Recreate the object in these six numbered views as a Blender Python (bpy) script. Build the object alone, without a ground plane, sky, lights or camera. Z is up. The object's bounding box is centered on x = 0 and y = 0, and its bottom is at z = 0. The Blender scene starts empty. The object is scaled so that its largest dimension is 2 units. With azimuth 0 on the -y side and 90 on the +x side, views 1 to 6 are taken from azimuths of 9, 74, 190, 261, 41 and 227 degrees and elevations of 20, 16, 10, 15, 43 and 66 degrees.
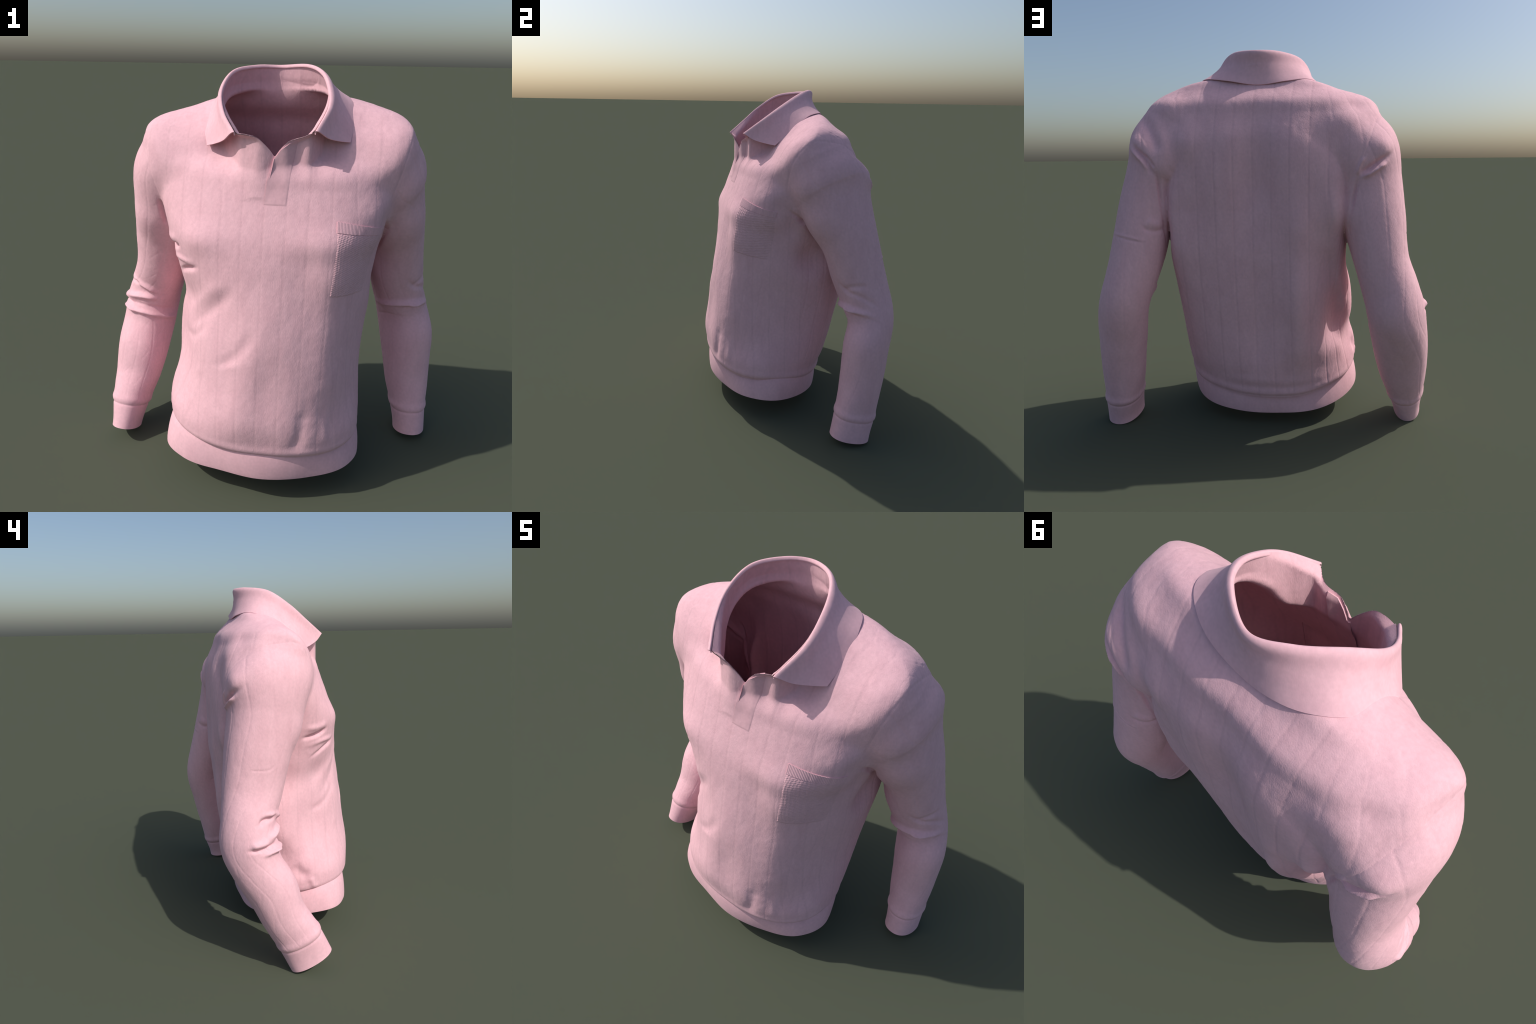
"""A pink knitted polo sweater standing as if worn by an invisible body.

The garment is described by a lofted trunk (rings given by height), two lofted
sleeves (rings along an arm line) and a neck column.  They are joined into one
skin as an implicit surface, relaxed, refined, then folds, seams and knitted
cables are raised on it, openings are trimmed, and the cloth is given thickness.
"""
import math
import bpy
import numpy as np
from mathutils import Vector, noise as mnoise
from mathutils.bvhtree import BVHTree

rng = np.random.default_rng(7)
H_GRID = 0.0117
CLOTH = 0.006

# ----------------------------------------------------------------- profiles
# trunk rings: height, centre x, centre y, half width, depth to front, depth to
# back, roundness of front (+x, -x side) and of back (+x, -x side)
TRUNK = np.array([
    [0.04, -0.005, -0.116, 0.474, 0.358, 0.370, 2.30, 2.10, 2.20, 2.10],
    [0.12, -0.005, -0.116, 0.474, 0.358, 0.370, 2.30, 2.10, 2.20, 2.10],
    [0.20, -0.005, -0.116, 0.476, 0.360, 0.374, 2.30, 2.10, 2.20, 2.10],
    [0.24, -0.005, -0.116, 0.479, 0.364, 0.380, 2.30, 2.10, 2.20, 2.10],
    [0.32, -0.010, -0.116, 0.487, 0.377, 0.401, 2.26, 2.06, 2.44, 1.97],
    [0.45, -0.018, -0.059, 0.490, 0.454, 0.360, 2.03, 1.70, 2.69, 1.96],
    [0.60, -0.011, -0.003, 0.478, 0.503, 0.314, 1.95, 1.51, 3.07, 2.01],
    [0.80, 0.003, 0.036, 0.477, 0.516, 0.297, 1.90, 1.54, 3.31, 2.27],
    [1.00, 0.021, 0.018, 0.480, 0.450, 0.334, 1.91, 1.82, 3.20, 2.65],
    [1.10, 0.019, 0.001, 0.480, 0.412, 0.360, 1.93, 2.15, 2.83, 2.90],
    [1.20, 0.015, -0.006, 0.497, 0.389, 0.376, 1.98, 2.35, 2.48, 2.97],
    [1.30, 0.025, -0.009, 0.533, 0.366, 0.386, 2.11, 2.35, 2.26, 2.93],
    [1.40, 0.023, -0.013, 0.557, 0.330, 0.393, 2.25, 2.18, 2.16, 2.85],
    [1.50, 0.006, -0.028, 0.549, 0.281, 0.402, 2.22, 1.88, 2.20, 2.75],
    [1.60, 0.006, -0.062, 0.529, 0.211, 0.417, 2.06, 1.67, 2.34, 2.68],
    [1.68, 0.000, -0.059, 0.560, 0.122, 0.380, 1.95, 1.77, 2.47, 2.64],
    [1.75, 0.012, 0.002, 0.569, 0.113, 0.281, 1.90, 2.11, 2.51, 2.63],
    [1.81, 0.051, 0.061, 0.456, 0.117, 0.160, 1.85, 2.27, 2.34, 2.57],
    [1.86, 0.044, 0.121, 0.284, 0.125, 0.062, 1.93, 2.25, 2.26, 2.47],
    [1.89, 0.030, 0.120, 0.120, 0.090, 0.040, 2.20, 2.20, 2.30, 2.30]])
HEM_TILT = (0.042, 0.024, -0.005)

# sleeve rings: centre, half width across, half width fore and aft, twist
SLEEVE = {
    -1: np.array([
        [-0.442, 0.079, 1.575, 0.223, 0.227, 0.060],
        [-0.496, 0.093, 1.483, 0.218, 0.225, -0.048],
        [-0.545, 0.114, 1.331, 0.185, 0.196, -0.184],
        [-0.589, 0.158, 1.157, 0.161, 0.174, -0.140],
        [-0.633, 0.197, 0.960, 0.139, 0.157, -0.010],
        [-0.681, 0.226, 0.815, 0.139, 0.141, 0.339],
        [-0.713, 0.228, 0.702, 0.139, 0.148, 0.581],
        [-0.728, 0.190, 0.588, 0.146, 0.136, 0.266],
        [-0.744, 0.126, 0.475, 0.143, 0.137, 0.066],
        [-0.765, 0.065, 0.324, 0.125, 0.122, 0.104],
        [-0.786, -0.011, 0.196, 0.098, 0.122, 0.067],
        [-0.799, -0.078, 0.061, 0.075, 0.122, -0.068],
        [-0.812, -0.125, -0.040, 0.075, 0.121, -0.070]]),
    1: np.array([
        [0.435, 0.073, 1.577, 0.254, 0.217, 0.044],
        [0.516, 0.133, 1.437, 0.217, 0.238, -0.039],
        [0.562, 0.159, 1.362, 0.165, 0.215, -0.187],
        [0.603, 0.219, 1.209, 0.143, 0.174, -0.161],
        [0.628, 0.269, 1.037, 0.141, 0.159, -0.163],
        [0.659, 0.315, 0.886, 0.135, 0.148, -0.342],
        [0.699, 0.353, 0.732, 0.126, 0.140, -0.627],
        [0.739, 0.314, 0.533, 0.124, 0.141, -0.645],
        [0.765, 0.281, 0.318, 0.115, 0.124, -0.369],
        [0.785, 0.249, 0.164, 0.097, 0.122, 0.002],
        [0.798, 0.224, 0.067, 0.088, 0.118, 0.101],
        [0.805, 0.205, -0.040, 0.086, 0.121, 0.100]])}
SHOULDER_CAP = 0.16
# end of each cuff: a point and the direction the sleeve points there
CUFF_END = {-1: ((-.800, -.080, .050), (-.10, -.42, -.90)), 1: ((.805, .225, .022), (.03, -.20, -.98))}
CUFF_LENGTH = {-1: .130, 1: .128}

# collar: fold line and outer edge, from the left front corner round the nape
FOLD = np.array([
    [-.137, -.309, 1.738], [-.205, -.203, 1.812], [-.234, -.096, 1.895], [-.203, .021, 1.971],
    [-.112, .131, 1.994], [.000, .187, 1.995], [.134, .121, 2.000], [.209, .027, 1.969],
    [.243, -.088, 1.904], [.246, -.187, 1.837], [.201, -.299, 1.751]])
EDGE = np.array([
    [-.278, -.174, 1.662], [-.305, -.082, 1.736], [-.303, .054, 1.827], [-.252, .139, 1.855],
    [-.149, .191, 1.844], [-.006, .206, 1.828], [.156, .197, 1.854], [.280, .137, 1.871],
    [.332, .050, 1.850], [.349, -.046, 1.771], [.338, -.141, 1.692]])
# open front of the neck: lip from one collar corner down to the V and up again
LIP = np.array([[-.137, -.309, 1.733], [-.085, -.314, 1.731], [-.036, -.310, 1.719], [.005, -.293, 1.682],
                [.033, -.280, 1.644], [.058, -.282, 1.680], [.092, -.284, 1.708], [.147, -.275, 1.724], [.201, -.297, 1.746]])
NECK_C = np.array([.020, -.060])


def hermite(A, xs, t):
    """Smooth interpolation of the rows of A, placed at xs, at the values t."""
    A, xs, t = np.asarray(A, float), np.asarray(xs, float), np.clip(np.asarray(t, float), xs[0], xs[-1])
    m = np.gradient(A, xs, axis=0)
    i = np.clip(np.searchsorted(xs, t) - 1, 0, len(xs) - 2)
    h = (xs[i + 1] - xs[i])[..., None]
    u = ((t - xs[i]) / h[..., 0])[..., None]
    return ((2 * u**3 - 3 * u**2 + 1) * A[i] + (u**3 - 2 * u**2 + u) * h * m[i]
            + (-2 * u**3 + 3 * u**2) * A[i + 1] + (u**3 - u**2) * h * m[i + 1])


def smoothstep(a, b, x):
    t = np.clip((x - a) / (b - a), 0, 1)
    return t * t * (3 - 2 * t)


def smooth_min(a, b, k):
    h = np.clip(.5 + .5 * (b - a) / k, 0, 1)
    return b + (a - b) * h - k * h * (1 - h)


# tables, so that the fields are quick to look up
RING_Z = np.linspace(TRUNK[0, 0], TRUNK[-1, 0], 500)
RING_V = hermite(TRUNK[:, 1:], TRUNK[:, 0], RING_Z)


def ring_height(p):
    """Height along the trunk: the hem is tilted, the chest is level."""
    t = p[:, 2].copy()
    for _ in range(4):
        k = np.clip((.5 - t) / .3, 0, 1)
        t = p[:, 2] - k * (HEM_TILT[0] + HEM_TILT[1] * (p[:, 1] + .1) + HEM_TILT[2] * p[:, 0])
    return t


# broad swellings (positive: outwards) of the trunk's front and back:
# middle x, middle z, spread in x, spread in z, amount
FRONT_SWELLS = [
    (.33, .82, .10, .30, .040), (.36, .64, .08, .10, .014), (.33, 1.16, .12, .13, .044),
    (-.28, .74, .10, .20, .034), (.02, .62, .13, .24, -.028), (-.02, 1.635, .55, .055, -.034), (.27, 1.30, .14, .07, .018), (-.30, 1.28, .12, .07, .022),
    (.42, 1.62, .12, .06, -.015), (-.03, 1.59, .12, .05, -.006),
    (-.19, 1.66, .09, .06, -.032), (.23, 1.66, .09, .06, -.032), (-.36, .95, .06, .08, -.024)]
BACK_SWELLS = [
    (-.01, 1.32, .14, .31, -.045), (-.02, 1.66, .24, .08, -.016), (.39, 1.17, .085, .36, .044), (.35, 1.55, .09, .10, .042),
    (.44, 1.18, .05, .22, .050), (-.40, 1.14, .085, .28, .036), (-.435, 1.17, .05, .22, .034),
    (-.235, .70, .075, .34, .046), (-.25, 1.13, .08, .12, .014), (-.40, .64, .050, .19, -.075), (-.37, .92, .05, .12, -.022), (.00, .29, .30, .035, .010)]
# dents of the whole skin: centre, radius, depth (negative: a bulge)
DENTS = [
    ((-.57, .22, 1.68), .11, .034), ((-.49, .20, 1.73), .08, .014), ((.63, -.04, 1.62), .11, .016), ((.57, -.15, 1.36), .075, .045),
    ((.54, -.09, 1.27), .07, .032), ((.49, .05, 1.04), .09, .050), ((.66, -.02, 1.39), .09, .016),
    ((-.54, -.11, 1.53), .09, -.012), ((-.39, -.06, 1.765), .10, .028), ((.40, -.07, 1.765), .10, .020),
    ((-.64, -.05, 1.26), .08, -.012), ((.83, .24, .64), .11, -.018), ((-.62, .08, .57), .10, .020),
    ((-.48, .00, .48), .10, .060), ((-.44, -.17, .68), .11, .010), ((-.46, .00, .94), .10, .026), ((-.42, .12, .57), .08, .036),
    ((-.63, .27, 1.52), .055, -.016), ((.45, .24, 1.72), .08, -.018), ((.62, .31, 1.53), .06, -.016), ((-.63, .06, 1.72), .08, .024), ((.66, .09, 1.735), .08, .024),
    ((.44, .27, 1.20), .075, -.018), ((-.44, .26, 1.20), .075, -.018)]


def swell(p, where):
    g = np.zeros(len(p))
    for x, z, sx, sz, amount in where:
        g += amount * np.exp(-((p[:, 0] - x) / sx)**2 - ((p[:, 2] - z) / sz)**2)
    return g


def trunk_field(p):
    t = ring_height(p)
    cx, cy, w, df, db, nfp, nfm, nbp, nbm = (np.interp(t, RING_Z, RING_V[:, i]) for i in range(9))
    dx, dy = p[:, 0] - cx, p[:, 1] - cy
    dy = dy + swell(p, FRONT_SWELLS) * smoothstep(.0, .12, -dy) - swell(p, BACK_SWELLS) * smoothstep(.0, .12, dy)
    front = dy < 0
    d = np.where(front, df, db)
    # the roundness changes softly from one side to the other
    b = smoothstep(-.15, .15, dx)
    n = np.where(front, nfm + (nfp - nfm) * b, nbm + (nbp - nbm) * b)
    rho = (np.abs(dx / w)**n + np.abs(dy / d)**n + 1e-9)**(1 / n)
    f = (1 - 1 / rho) * np.hypot(dx, dy)
    f = np.maximum(f, -.25)
    return np.maximum(f, (t - RING_Z[-1]) * .8)


def sleeve_frame(side, steps):
    A = SLEEVE[side]
    xs = np.r_[0, np.cumsum(np.linalg.norm(np.diff(A[:, :3], axis=0), axis=1))]
    s = np.linspace(0, xs[-1], steps)
    B = hermite(A, xs, s)
    T = np.gradient(B[:, :3], s, axis=0)
    T /= np.linalg.norm(T, axis=1)[:, None]
    e1 = np.array([1., 0, 0]) - T * T[:, :1]
    e1 /= np.linalg.norm(e1, axis=1)[:, None]
    e2 = np.cross(T, e1)
    c, k = np.cos(B[:, 5:6]), np.sin(B[:, 5:6])
    return s, B, T, e1 * c + e2 * k, e2 * c - e1 * k


FRAME = {k: sleeve_frame(k, 60) for k in (-1, 1)}


def sleeve_coords(p, side):
    """Distance along the sleeve, the two axes across it, and the sleeve field."""
    s, B, T, e1, e2 = FRAME[side]
    best = np.empty(len(p), int)
    for i in range(0, len(p), 100000):
        q = p[i:i + 100000]
        d2 = -2 * q @ B[:, :3].T + (B[:, :3]**2).sum(1)
        best[i:i + 100000] = d2.argmin(1)
    along = ((p - B[best, :3]) * T[best]).sum(1)
    sv = np.clip(s[best] + along, 0, s[-1])
    look = lambda M: np.stack([np.interp(sv, s, M[:, j]) for j in range(M.shape[1])], 1)
    Bi, Ti, E1, E2 = look(B), look(T), look(e1), look(e2)
    d = p - Bi[:, :3]
    u, v, w = (d * E1).sum(1), (d * E2).sum(1), np.minimum((d * Ti).sum(1), 0) * (sv <= 0)
    n = 2.2
    rho = (np.abs(u / Bi[:, 3])**n + np.abs(v / Bi[:, 4])**n + np.abs(w / SHOULDER_CAP)**n + 1e-9)**(1 / n)
    f = (1 - 1 / rho) * np.sqrt(u * u + v * v + w * w)
    return sv, np.sign(u) * np.hypot(u, w), v, np.maximum(f, -.2)


ROLL = .038


def inward(P):
    d = NECK_C - P[:, :2]
    return np.c_[d / np.linalg.norm(d, axis=1)[:, None], np.zeros(len(P))]


def neck_edge(n=40):
    """The neck's upper edge from the V to one collar corner, round the nape and back to the V,
    with how far the cloth rolls over there: most at the collar corners."""
    t = np.linspace(0, 10, 4 * n)
    fold = hermite(FOLD, np.arange(11), t)
    wf = ROLL * (1 - smoothstep(.0, 2.4, np.minimum(t, 10 - t)))
    u = np.linspace(0, 4, n)
    right, left = hermite(LIP[4::-1], np.arange(5), u), hermite(LIP[4:], np.arange(5), u)
    wl = ROLL * smoothstep(1.2, 4., u)
    P = np.vstack([right[:-1], fold, left[::-1][1:]])
    return P, np.r_[wl[:-1], wf, wl[::-1][1:]]


def neck_table():
    """By angle: radius and height of the neck's edge, and radius of the neck just below the roll."""
    P, w = neck_edge()
    P, w = P[1:], w[1:]
    g = np.linspace(0, 2 * np.pi, 721)

    def turn(Q, v):
        a = np.mod(np.arctan2(Q[:, 1] - NECK_C[1], Q[:, 0] - NECK_C[0]), 2 * np.pi)
        o = np.argsort(a)
        return np.interp(g, np.r_[a[o] - 2 * np.pi, a[o], a[o] + 2 * np.pi], np.tile(v[o], 3))

    def soften(v, n):
        k = np.hanning(2 * n + 3)[1:-1]
        return np.convolve(np.r_[v[-n - 1:-1], v, v[1:n + 1]], k / k.sum(), "valid")
    radius = lambda Q: np.hypot(Q[:, 0] - NECK_C[0], Q[:, 1] - NECK_C[1])
    inner = P + inward(P) * w[:, None]
    return g, turn(P, radius(P)), turn(P, P[:, 2]), soften(turn(inner, radius(inner)), 18)


NECK_A, NECK_R, NECK_Z, NECK_IN = neck_table()


def neck_polar(p):
    dx, dy = p[:, 0] - NECK_C[0], p[:, 1] - NECK_C[1]
    a = np.mod(np.arctan2(dy, dx), 2 * np.pi)
    return a, np.hypot(dx, dy)


def angle_of(point):
    return np.mod(np.arctan2(point[1] - NECK_C[1], point[0] - NECK_C[0]), 2 * np.pi)


def neck_slope_table():
    """How fast the neck wall spreads below its top edge: it runs parallel to the collar leaf."""
    t = np.linspace(0, 10, 120)
    f, e = hermite(FOLD, np.arange(11), t), hermite(EDGE, np.arange(11), t)
    out = np.hypot(e[:, 0] - NECK_C[0], e[:, 1] - NECK_C[1]) - np.hypot(f[:, 0] - NECK_C[0], f[:, 1] - NECK_C[1])
    sl = np.clip(out / np.maximum(f[:, 2] - e[:, 2], .05), 0, .9) * .58 * smoothstep(1.6, 3.6, np.minimum(t, 10 - t))
    a = np.mod(np.arctan2(f[:, 1] - NECK_C[1], f[:, 0] - NECK_C[0]), 2 * np.pi)
    o = np.argsort(a)
    a, sl = a[o], sl[o]
    sl = np.convolve(np.r_[sl[-6:], sl, sl[:6]], np.ones(13) / 13, "valid")
    return np.interp(NECK_A, np.r_[a - 2 * np.pi, a, a + 2 * np.pi], np.tile(sl, 3))


NECK_SLOPE = neck_slope_table()


def neck_field(p):
    a, r = neck_polar(p)
    top = np.interp(a, NECK_A, NECK_Z)
    d = np.maximum(top - p[:, 2], -.004)
    edge, below = np.interp(a, NECK_A, NECK_R), np.interp(a, NECK_A, NECK_IN)
    rad = edge + (below - edge) * smoothstep(-.006, .026, d) - .0035
    rad = rad + np.interp(a, NECK_A, NECK_SLOPE) * (np.minimum(d, .075) - 1.2 * np.maximum(d - .10, 0))
    f = r - rad
    return np.maximum(np.maximum(f, 1.5 - p[:, 2]), p[:, 2] - 2.04) * .85


def neck_cut(p):
    """Positive above the neck edge of the body cloth."""
    a, r = neck_polar(p)
    g = p[:, 2] - np.interp(a, NECK_A, NECK_Z) + .004
    return np.where((p[:, 2] > 1.55) & (r < .34), g, -1.)


def field(p):
    f = trunk_field(p)
    z = p[:, 2]
    for side in (-1, 1):
        m = p[:, 0] * side > .15
        q = p[m]
        fa = sleeve_coords(q, side)[3]
        top = smoothstep(1.42, 1.62, q[:, 2])
        front = smoothstep(.16, .0, q[:, 1])
        k = .006 + .024 * smoothstep(1.2, 1.42, q[:, 2]) * front + .075 * top
        f[m] = smooth_min(f[m], fa, k)
    m = z > 1.45
    f[m] = smooth_min(f[m], neck_field(p[m]), .045)
    for c, r, depth in DENTS:
        f = f + depth * np.exp(-((p - np.array(c))**2).sum(1) / r**2)
    return f


# ----------------------------------------------------------------- skin
def surface_net():
    lo, hi = np.array([-1., -.60, -.12]), np.array([1., .60, 2.08])
    n = np.ceil((hi - lo) / H_GRID).astype(int) + 1
    ax = [lo[i] + H_GRID * np.arange(n[i]) for i in range(3)]
    F = np.empty(n)
    X, Y = np.meshgrid(ax[0], ax[1], indexing="ij")
    for k in range(n[2]):
        F[:, :, k] = field(np.stack([X.ravel(), Y.ravel(), np.full(X.size, ax[2][k])], 1)).reshape(X.shape)
    ins = F < 0
    c = np.zeros(n - 1, int)
    for dx in (0, 1):
        for dy in (0, 1):
            for dz in (0, 1):
                c += ins[dx:n[0] - 1 + dx, dy:n[1] - 1 + dy, dz:n[2] - 1 + dz]
    active = (c > 0) & (c < 8)
    idx = -np.ones(n - 1, int)
    idx[active] = np.arange(active.sum())
    cells = np.argwhere(active)
    V = lo + H_GRID * (cells + .5)
    quads = []
    for axis in range(3):
        sl0, sl1 = [slice(None)] * 3, [slice(None)] * 3
        sl0[axis], sl1[axis] = slice(0, -1), slice(1, None)
        a, b = ins[tuple(sl0)], ins[tuple(sl1)]
        cross = np.argwhere(a != b)
        o1, o2 = [(1, 2), (2, 0), (0, 1)][axis]
        ok = (cross[:, o1] > 0) & (cross[:, o2] > 0) & (cross[:, o1] < n[o1] - 1) & (cross[:, o2] < n[o2] - 1)
        cross = cross[ok]
        flip = ~a[tuple(cross.T)]
        q = []
        for d1, d2 in ((1, 1), (0, 1), (0, 0), (1, 0)):
            cc = cross.copy()
            cc[:, o1] -= d1
            cc[:, o2] -= d2
            q.append(idx[tuple(cc.T)])
        q = np.stack(q, 1)
        q[flip] = q[flip][:, ::-1]
        quads.append(q)
    return V, np.vstack(quads)


def gradient(p, e=.003):
    g = np.stack([field(p + e * np.eye(3)[i]) - field(p - e * np.eye(3)[i]) for i in range(3)], 1) / (2 * e)
    return g


def project(V, steps=2):
    for _ in range(steps):
        g = gradient(V)
        f = field(V)
        st = f[:, None] * g / np.maximum((g * g).sum(1), .05)[:, None]
        ln = np.linalg.norm(st, axis=1)
        V = V - st * np.minimum(1, .012 / np.maximum(ln, 1e-9))[:, None]
    return V


def edges_of(Q):
    e = np.vstack([np.stack([Q[:, i], Q[:, (i + 1) % Q.shape[1]]], 1) for i in range(Q.shape[1])])
    return np.unique(np.sort(e, axis=1), axis=0)


def relax(V, Q, times, factor=.5):
    E = edges_of(Q)
    deg = np.bincount(E.ravel(), minlength=len(V))[:, None]
    for _ in range(times):
        S = np.stack([np.bincount(E[:, 0], V[E[:, 1], j], len(V)) + np.bincount(E[:, 1], V[E[:, 0], j], len(V)) for j in range(3)], 1)
        V = V + factor * (S / np.maximum(deg, 1) - V)
    return V


def subdivide(V, Q):
    E = edges_of(Q)
    key = {}
    code = E[:, 0] * (len(V) + 1) + E[:, 1]
    mid = (V[E[:, 0]] + V[E[:, 1]]) / 2
    cen = V[Q].mean(1)
    def eid(a, b):
        return len(V) + np.searchsorted(code, np.minimum(a, b) * (len(V) + 1) + np.maximum(a, b))
    ci = len(V) + len(E) + np.arange(len(Q))
    e = [eid(Q[:, i], Q[:, (i + 1) % 4]) for i in range(4)]
    N = np.vstack([np.stack([Q[:, i], e[i], ci, e[i - 1]], 1) for i in range(4)])
    return np.vstack([V, mid, cen]), N


def vertex_normals(V, F):
    if F.shape[1] == 4:
        fn = np.cross(V[F[:, 2]] - V[F[:, 0]], V[F[:, 3]] - V[F[:, 1]])
    else:
        fn = np.cross(V[F[:, 1]] - V[F[:, 0]], V[F[:, 2]] - V[F[:, 0]])
    N = np.zeros_like(V)
    for j in range(3):
        N[:, j] = sum(np.bincount(F[:, i], fn[:, j], len(V)) for i in range(F.shape[1]))
    return N / np.maximum(np.linalg.norm(N, axis=1), 1e-12)[:, None]


def clip(V, T, g):
    """Split the triangles along g = 0; returns the mesh, g there, and the side of each triangle."""
    g = np.where(np.abs(g) < 1e-7, 1e-7, g)
    pos = g > 0
    k = pos[T].sum(1)
    keep, mixed = T[(k == 0) | (k == 3)], T[(k == 1) | (k == 2)]
    if not len(mixed):
        return V, T, g
    lone = np.where(pos[mixed].sum(1) == 1, pos[mixed].argmax(1), (~pos[mixed]).argmax(1))
    r = np.arange(len(mixed))
    a, b, c = mixed[r, lone], mixed[r, (lone + 1) % 3], mixed[r, (lone + 2) % 3]
    E = np.sort(np.vstack([np.stack([a, b], 1), np.stack([a, c], 1)]), axis=1)
    code = E[:, 0] * (len(V) + 1) + E[:, 1]
    uc, first, inv = np.unique(code, return_index=True, return_inverse=True)
    ue = E[first]
    t = g[ue[:, 0]] / (g[ue[:, 0]] - g[ue[:, 1]])
    NV = V[ue[:, 0]] + t[:, None] * (V[ue[:, 1]] - V[ue[:, 0]])
    inv = inv.ravel() + len(V)
    ab, ac = inv[:len(mixed)], inv[len(mixed):]
    new = np.vstack([np.stack([a, ab, ac], 1), np.stack([ab, b, c], 1), np.stack([ab, c, ac], 1)])
    return np.vstack([V, NV]), np.vstack([keep, new]), np.r_[g, np.zeros(len(NV))]


def side_of(T, g):
    s = g[T]
    return s[np.arange(len(T)), np.abs(s).argmax(1)] > 0


# ----------------------------------------------------------------- seams and regions
def armhole(p, side):
    """Positive on the sleeve."""
    plane = p[:, 0] * side - (.522 + .28 * (p[:, 2] - 1.40))
    near = trunk_field(p) - sleeve_coords(p, side)[3]
    b = smoothstep(1.30, 1.42, p[:, 2])
    return np.where(p[:, 0] * side > .1, near * (1 - b) + plane * b, -1)


def cuff_coord(p, side):
    """Distance past the cuff's end along the sleeve (negative above it)."""
    c, d = CUFF_END[side]
    d = np.array(d) / np.linalg.norm(d)
    f = (p - np.array(c)) @ d
    return np.where((p[:, 0] * side > .6) & (p[:, 2] < .5), f, -1.)


# rib band at the hem: its seam with the trunk and its lower edge, closed lines
HEM_TOP = np.array([
    [.475, -.146, .270], [.419, .062, .243], [.257, .190, .220], [.034, .230, .203], [-.212, .186, .211],
    [-.383, .080, .244], [-.476, -.112, .280], [-.462, -.262, .292], [-.385, -.362, .292], [-.205, -.440, .288],
    [-.014, -.475, .285], [.247, -.422, .285], [.412, -.286, .274]])
HEM_LOW = np.array([
    [.487, -.180, .133], [.434, -.005, .106], [.317, .143, .094], [.130, .212, .084], [-.092, .203, .081], [-.313, .150, .098],
    [-.433, .028, .118], [-.500, -.170, .146], [-.470, -.325, .155], [-.375, -.398, .150], [-.183, -.450, .148],
    [.020, -.475, .145], [.248, -.422, .143], [.427, -.318, .145]])
HEM_C = np.array([0., -.10])


def closed_line(P, n):
    """n points of a smooth closed line, evenly turned about the trunk's middle, from angle 0."""
    a = np.mod(np.arctan2(P[:, 1] - HEM_C[1], P[:, 0] - HEM_C[0]), 2 * np.pi)
    o = np.argsort(a)
    a, P = a[o], P[o]
    r = np.hypot(P[:, 0] - HEM_C[0], P[:, 1] - HEM_C[1])
    A = np.stack([np.tile(r, 3), np.tile(P[:, 2], 3)], 1)
    g = np.linspace(0, 2 * np.pi, n, endpoint=False)
    v = hermite(A, np.r_[a - 2 * np.pi, a, a + 2 * np.pi], g)
    return np.stack([HEM_C[0] + v[:, 0] * np.cos(g), HEM_C[1] + v[:, 0] * np.sin(g), v[:, 1]], 1)


HEM_SEAM_LINE = closed_line(HEM_TOP, 360)


def hem_coord(p):
    """Height above the hem seam."""
    a = np.mod(np.arctan2(p[:, 1] - HEM_C[1], p[:, 0] - HEM_C[0]), 2 * np.pi)
    h = p[:, 2] - np.interp(a, np.linspace(0, 2 * np.pi, 361), np.r_[HEM_SEAM_LINE[:, 2], HEM_SEAM_LINE[0, 2]])
    return np.where(np.abs(p[:, 0]) < .62, h, 1.)


# folds: name, where, height of the ridge (negative: a groove), half width, line it follows
FOLDS = []
TRUNK_REGION, RIGHT, LEFT, ANYWHERE = 0, -1, 1, None


def fold(name, where, height, width, line):
    FOLDS.append((where, line, height, width))


fold("elbow roll, lowest", RIGHT, height=0.019, width=0.013, line=[(-0.840, 0.144, 0.699), (-0.793, 0.098, 0.697), (-0.711, 0.077, 0.689), (-0.637, 0.096, 0.665), (-0.575, 0.215, 0.611)])
fold("hollow above it", RIGHT, height=-0.008, width=0.01, line=[(-0.847, 0.168, 0.717), (-0.750, 0.091, 0.736), (-0.643, 0.100, 0.711), (-0.571, 0.219, 0.659)])
fold("elbow roll, middle", RIGHT, height=0.022, width=0.016, line=[(-0.829, 0.155, 0.755), (-0.769, 0.107, 0.774), (-0.687, 0.087, 0.782), (-0.639, 0.097, 0.770)])
fold("elbow roll, upper", RIGHT, height=0.018, width=0.015, line=[(-0.797, 0.167, 0.875), (-0.758, 0.114, 0.865), (-0.694, 0.078, 0.847), (-0.635, 0.091, 0.804)])
fold("elbow pleat", RIGHT, height=-0.0216, width=0.012, line=[(-0.720, 0.090, 0.860), (-0.769, 0.121, 0.857), (-0.803, 0.166, 0.854), (-0.822, 0.195, 0.834)])
fold("elbow puff", RIGHT, height=0.0135, width=0.016, line=[(-0.826, 0.146, 0.748), (-0.850, 0.195, 0.743), (-0.854, 0.240, 0.738)])
fold("elbow crease", RIGHT, height=-0.0149, width=0.009, line=[(-0.788, 0.105, 0.729), (-0.838, 0.155, 0.728), (-0.858, 0.215, 0.721), (-0.855, 0.253, 0.720)])
fold("elbow roll", RIGHT, height=0.0135, width=0.01, line=[(-0.766, 0.083, 0.687), (-0.829, 0.128, 0.698), (-0.858, 0.178, 0.691)])
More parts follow.
